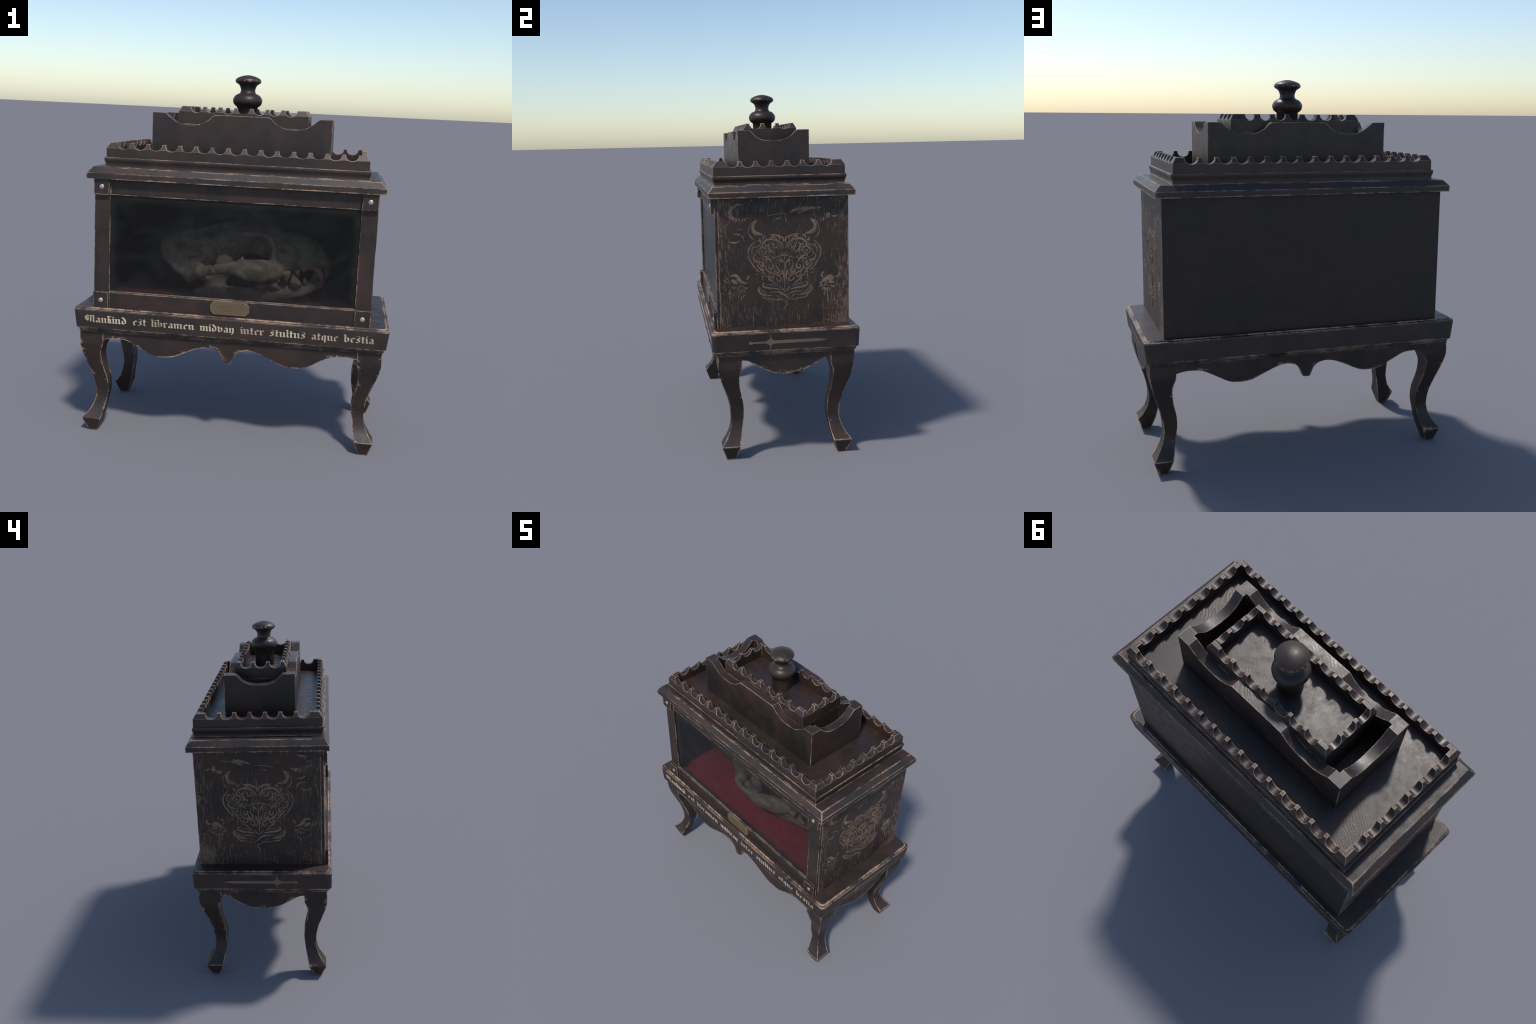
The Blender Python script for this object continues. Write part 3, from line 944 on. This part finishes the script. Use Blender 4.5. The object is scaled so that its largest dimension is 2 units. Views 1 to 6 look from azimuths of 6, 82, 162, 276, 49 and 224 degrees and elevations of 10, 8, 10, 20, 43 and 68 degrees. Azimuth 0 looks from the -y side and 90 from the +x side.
# ----------------------------------------------------------------------------- skull
def surface_net(field, lo, hi, step):
    """Mesh the zero level of field(x, y, z) on a regular grid."""
    ax = [np.arange(a, b + step, step) for a, b in zip(lo, hi)]
    X, Y, Z = np.meshgrid(*ax, indexing="ij")
    F = field(X, Y, Z)
    S = F < 0
    n = np.array(F.shape) - 1
    corners = [(i, j, k) for i in (0, 1) for j in (0, 1) for k in (0, 1)]
    pos, cnt = np.zeros((*n, 3)), np.zeros(n)
    sl = lambda c: tuple(slice(c[a], c[a] + n[a]) for a in range(3))
    for a in range(8):
        for b in range(a + 1, 8):
            if sum(p != q for p, q in zip(corners[a], corners[b])) != 1:
                continue
            fa, fb = F[sl(corners[a])], F[sl(corners[b])]
            cross = (fa < 0) != (fb < 0)
            t = np.where(cross, fa / np.where(cross, fa - fb, 1), 0)
            ca, cb = np.array(corners[a]), np.array(corners[b])
            p = ca + t[..., None] * (cb - ca)
            pos += np.where(cross[..., None], p, 0)
            cnt += cross
    used = cnt > 0
    index = -np.ones(n, int)
    index[used] = np.arange(used.sum())
    cell = np.stack(np.nonzero(used), 1)
    verts = np.array(lo) + step * (cell + pos[used] / cnt[used][:, None])
    faces = []
    for axis in range(3):
        u, w = (axis + 1) % 3, (axis + 2) % 3
        a = [slice(1, n[i]) for i in range(3)]
        a[axis] = slice(0, n[axis])
        b = list(a)
        b[axis] = slice(1, n[axis] + 1)
        edge = S[tuple(a)] != S[tuple(b)]
        idx = np.stack(np.nonzero(edge), 1) + np.array([0 if i == axis else 1 for i in range(3)])
        quad = []
        for du, dw in ((0, 0), (1, 0), (1, 1), (0, 1)):
            q = idx.copy()
            q[:, u] -= du
            q[:, w] -= dw
            quad.append(index[q[:, 0], q[:, 1], q[:, 2]])
        faces.append(np.stack(quad, 1))
    return verts, np.concatenate(faces)


def ball(p, c, r):
    q = np.sqrt(sum(((a - b) / s) ** 2 for a, b, s in zip(p, c, r)))
    return (q - 1) * min(r)


def limb(p, path, radii, squash=1.0):
    """Tapering rod through points; squash > 1 makes it thinner sideways (y)."""
    best = None
    for (a, b), (ra, rb) in zip(zip(path, path[1:]), zip(radii, radii[1:])):
        k = np.array((1, squash, 1.0))
        A, B = np.array(a) * k, np.array(b) * k
        d = B - A
        P = (p[0], p[1] * squash, p[2])
        t = np.clip(sum((P[i] - A[i]) * d[i] for i in range(3)) / (d @ d), 0, 1)
        dist = np.sqrt(sum((P[i] - A[i] - t * d[i]) ** 2 for i in range(3))) - (ra + (rb - ra) * t)
        best = dist if best is None else np.minimum(best, dist)
    return best / max(1.0, squash * 0.7)


def blend(a, b, k):
    h = np.clip(0.5 + 0.5 * (b - a) / k, 0, 1)
    return b + (a - b) * h - k * h * (1 - h)


def carve(a, b, k):
    return -blend(-a, b, k)


def cranium(x, y, z):
    p = (x, np.abs(y), z)
    # braincase, crest and flared back edge
    d = ball(p, (-0.235, 0, 0.998), (0.210, 0.104, 0.112))
    d = blend(d, ball(p, (-0.265, 0.045, 0.930), (0.110, 0.076, 0.072)), 0.04)
    d = blend(d, ball(p, (-0.380, 0.0, 1.005), (0.080, 0.074, 0.075)), 0.04)
    d = blend(d, limb(p, [(-0.450, 0, 1.040), (-0.30, 0, 1.105), (-0.14, 0, 1.150), (-0.01, 0, 1.168)], [0.012, 0.016, 0.019, 0.024], 1.6), 0.035)
    # narrow waist, then the broad forehead
    d = blend(d, ball(p, (-0.060, 0, 1.060), (0.120, 0.070, 0.090)), 0.03)
    d = blend(d, ball(p, (0.070, 0, 1.100), (0.140, 0.100, 0.082)), 0.04)
    # snout, tapering forward and down
    d = blend(d, ball(p, (0.255, 0, 1.060), (0.200, 0.082, 0.088)), 0.04)
    d = blend(d, limb(p, [(0.26, 0.035, 1.020), (0.38, 0.034, 1.010), (0.470, 0.026, 0.992)], [0.075, 0.066, 0.048]), 0.04)
    d = blend(d, limb(p, [(0.200, 0.088, 0.960), (0.30, 0.074, 0.965), (0.40, 0.060, 0.978)], [0.042, 0.036, 0.032]), 0.03)
    d = blend(d, limb(p, [(0.395, 0.058, 1.045), (0.432, 0.074, 0.975)], [0.022, 0.027]), 0.02)
    # cheek arch: thin strap behind, deep plate below the eye
    arch = limb(p, [(-0.250, 0.115, 0.925), (-0.185, 0.205, 0.925), (-0.10, 0.246, 0.952), (-0.02, 0.253, 0.966), (0.060, 0.236, 0.958), (0.135, 0.188, 0.945), (0.205, 0.130, 0.945)],
                [0.036, 0.032, 0.028, 0.034, 0.056, 0.066, 0.056], 2.6)
    arch = blend(arch, limb(p, [(0.036, 0.247, 0.985), (0.043, 0.250, 1.030)], [0.026, 0.005], 2.0), 0.014)
    d = blend(d, arch, 0.018)
    # brow, and the rim before the eye
    d = blend(d, limb(p, [(0.000, 0.075, 1.128), (0.040, 0.120, 1.135), (0.110, 0.130, 1.142), (0.170, 0.112, 1.122), (0.203, 0.104, 1.070), (0.200, 0.128, 1.010)], [0.018, 0.015, 0.014, 0.015, 0.014, 0.020]), 0.016)
    # flange from the crest down to the ear, and the ear bulla
    d = blend(d, limb(p, [(-0.445, 0.025, 1.035), (-0.430, 0.060, 0.975), (-0.350, 0.085, 0.905), (-0.268, 0.128, 0.864)], [0.015, 0.017, 0.020, 0.018]), 0.025)
    d = blend(d, limb(p, [(-0.265, 0.130, 0.885), (-0.200, 0.160, 0.915)], [0.030, 0.032]), 0.03)
    # hollows: eye, temple, tear duct, nostril, palate
    d = carve(d, ball(p, (0.118, 0.150, 1.072), (0.068, 0.105, 0.062)), 0.006)
    d = carve(d, ball(p, (0.110, 0.110, 1.060), (0.055, 0.090, 0.050)), 0.006)
    d = carve(d, ball(p, (-0.040, 0.150, 1.040), (0.100, 0.075, 0.060)), 0.020)
    d = carve(d, ball(p, (0.238, 0.108, 1.052), (0.022, 0.030, 0.015)), 0.008)
    d = carve(d, ball(p, (0.530, 0.0, 1.030), (0.062, 0.036, 0.034)), 0.010)
    d = carve(d, ball(p, (0.250, 0.0, 0.895), (0.270, 0.066, 0.050)), 0.015)
    # grooves fanning over the back of the braincase, and a few sutures
    ribs = 0.004 * np.sin(70 * z + 26 * x) * np.exp(-((x + 0.42) / 0.035) ** 2)
    seam = -0.006 * np.exp(-((x + 0.135 + 0.35 * (z - 1.03) + 0.010 * np.sin(60 * z)) / 0.0045) ** 2)
    seam = seam - 0.006 * np.exp(-((x - 0.035 - 0.75 * (0.97 - z) + 0.006 * np.sin(75 * z)) / 0.004) ** 2) * (p[1] > 0.17)
    return d + ribs - seam + 0.0022 * np.sin(31 * x + 9 * y) * np.sin(27 * z + 5 * x) * np.sin(23 * y + 2)


def jaw(x, y, z):
    p = (x, np.abs(y), z)
    d = limb(p, [(-0.150, 0.130, 0.815), (-0.06, 0.118, 0.798), (0.080, 0.098, 0.795), (0.220, 0.078, 0.806), (0.350, 0.056, 0.830), (0.455, 0.028, 0.872)],
             [0.040, 0.044, 0.042, 0.040, 0.038, 0.028], 1.6)
    d = blend(d, limb(p, [(-0.110, 0.132, 0.850), (-0.080, 0.136, 0.930), (-0.072, 0.145, 0.975)], [0.058, 0.058, 0.052], 3.0), 0.02)
    d = blend(d, limb(p, [(-0.130, 0.132, 0.880), (-0.195, 0.150, 0.890)], [0.022, 0.020]), 0.02)
    d = blend(d, limb(p, [(-0.160, 0.128, 0.805), (-0.235, 0.125, 0.800)], [0.028, 0.014], 1.3), 0.02)
    d = blend(d, limb(p, [(0.430, 0.0, 0.868), (0.470, 0.0, 0.895)], [0.030, 0.022]), 0.03)
    d = carve(d, ball(p, (-0.05, 0.165, 0.865), (0.070, 0.030, 0.045)), 0.02)
    return d + 0.0018 * np.sin(33 * x) * np.sin(29 * z + 11 * y) + 0.003 * np.sin(150 * x) * np.exp(-((z - 0.855 - 0.12 * (x - 0.2)) / 0.012) ** 2)


skull = bpy.data.objects.new("animal_skull", None)
bpy.context.scene.collection.objects.link(skull)
skull["label"] = "old grey predator skull with fangs, jaws closed"
skull["category"] = "animal skull"
v, f = surface_net(cranium, (-0.50, -0.30, 0.82), (0.56, 0.30, 1.24), 0.0062)
mesh_object("cranium", v, f.tolist(), BONE, skull, smooth=180)
v, f = surface_net(jaw, (-0.30, -0.26, 0.72), (0.56, 0.26, 1.08), 0.0062)
lowest = v[:, 2].min()
mesh_object("lower_jaw", v + np.array((0, 0, 0.7455 - lowest)), f.tolist(), BONE, skull, smooth=180)


def tooth_mesh(path, radii, flat=0.7, sides=14):
    """Curved tapering tooth; `flat` thins it sideways."""
    c = np.array(smooth_curve(path, 4))
    r = np.array(smooth_curve([(q, 0) for q in radii], 4))[:, 0]
    verts, faces = [], []
    for k, (q, s) in enumerate(zip(c, r)):
        for i in range(sides):
            a = 2 * math.pi * i / sides
            verts.append((q[0] + s * math.cos(a), q[1] + s * flat * math.sin(a), q[2]))
    for k in range(len(c) - 1):
        for i in range(sides):
            j = (i + 1) % sides
            faces.append((k * sides + i, k * sides + j, (k + 1) * sides + j, (k + 1) * sides + i))
    faces += [tuple(range(sides)), tuple(range(len(verts) - 1, len(verts) - sides - 1, -1))]
    return verts, faces


TEETH = [  # path from root to tip, radii
    ([(0.418, 0.080, 0.990), (0.446, 0.094, 0.955), (0.466, 0.094, 0.918), (0.474, 0.090, 0.884)], [0.021, 0.019, 0.012, 0.002]),
    ([(0.266, 0.112, 0.945), (0.268, 0.122, 0.928), (0.280, 0.124, 0.884)], [0.028, 0.028, 0.004]),
    ([(0.336, 0.100, 0.952), (0.334, 0.106, 0.940), (0.340, 0.107, 0.912)], [0.014, 0.014, 0.003]),
    ([(0.368, 0.092, 0.962), (0.368, 0.097, 0.952), (0.370, 0.097, 0.936)], [0.010, 0.010, 0.003]),
    ([(0.190, 0.112, 0.925), (0.200, 0.122, 0.905), (0.236, 0.120, 0.880)], [0.030, 0.030, 0.006]),
    ([(0.330, 0.080, 0.850), (0.326, 0.098, 0.878), (0.312, 0.102, 0.926)], [0.026, 0.026, 0.004]),
    ([(0.210, 0.088, 0.836), (0.196, 0.108, 0.856), (0.222, 0.112, 0.888)], [0.034, 0.030, 0.006]),
    ([(0.135, 0.100, 0.832), (0.130, 0.112, 0.848), (0.150, 0.112, 0.866)], [0.034, 0.030, 0.010]),
    ([(0.378, 0.066, 0.862), (0.378, 0.076, 0.880), (0.374, 0.078, 0.902)], [0.012, 0.011, 0.004]),
    ([(0.424, 0.050, 0.885), (0.440, 0.062, 0.915), (0.438, 0.064, 0.955)], [0.017, 0.015, 0.003]),
    ([(0.492, 0.020, 0.950), (0.500, 0.022, 0.930), (0.498, 0.022, 0.908)], [0.012, 0.011, 0.004]),
    ([(0.488, 0.046, 0.950), (0.496, 0.050, 0.930), (0.494, 0.050, 0.905)], [0.013, 0.012, 0.004]),
]
for path, radii in TEETH:
    for s in (-1, 1):
        tv, tf = tooth_mesh([(a, s * b, c) for a, b, c in path], [q * 1.22 for q in radii])
        mesh_object("tooth", tv, tf, TOOTH, skull, smooth=50)
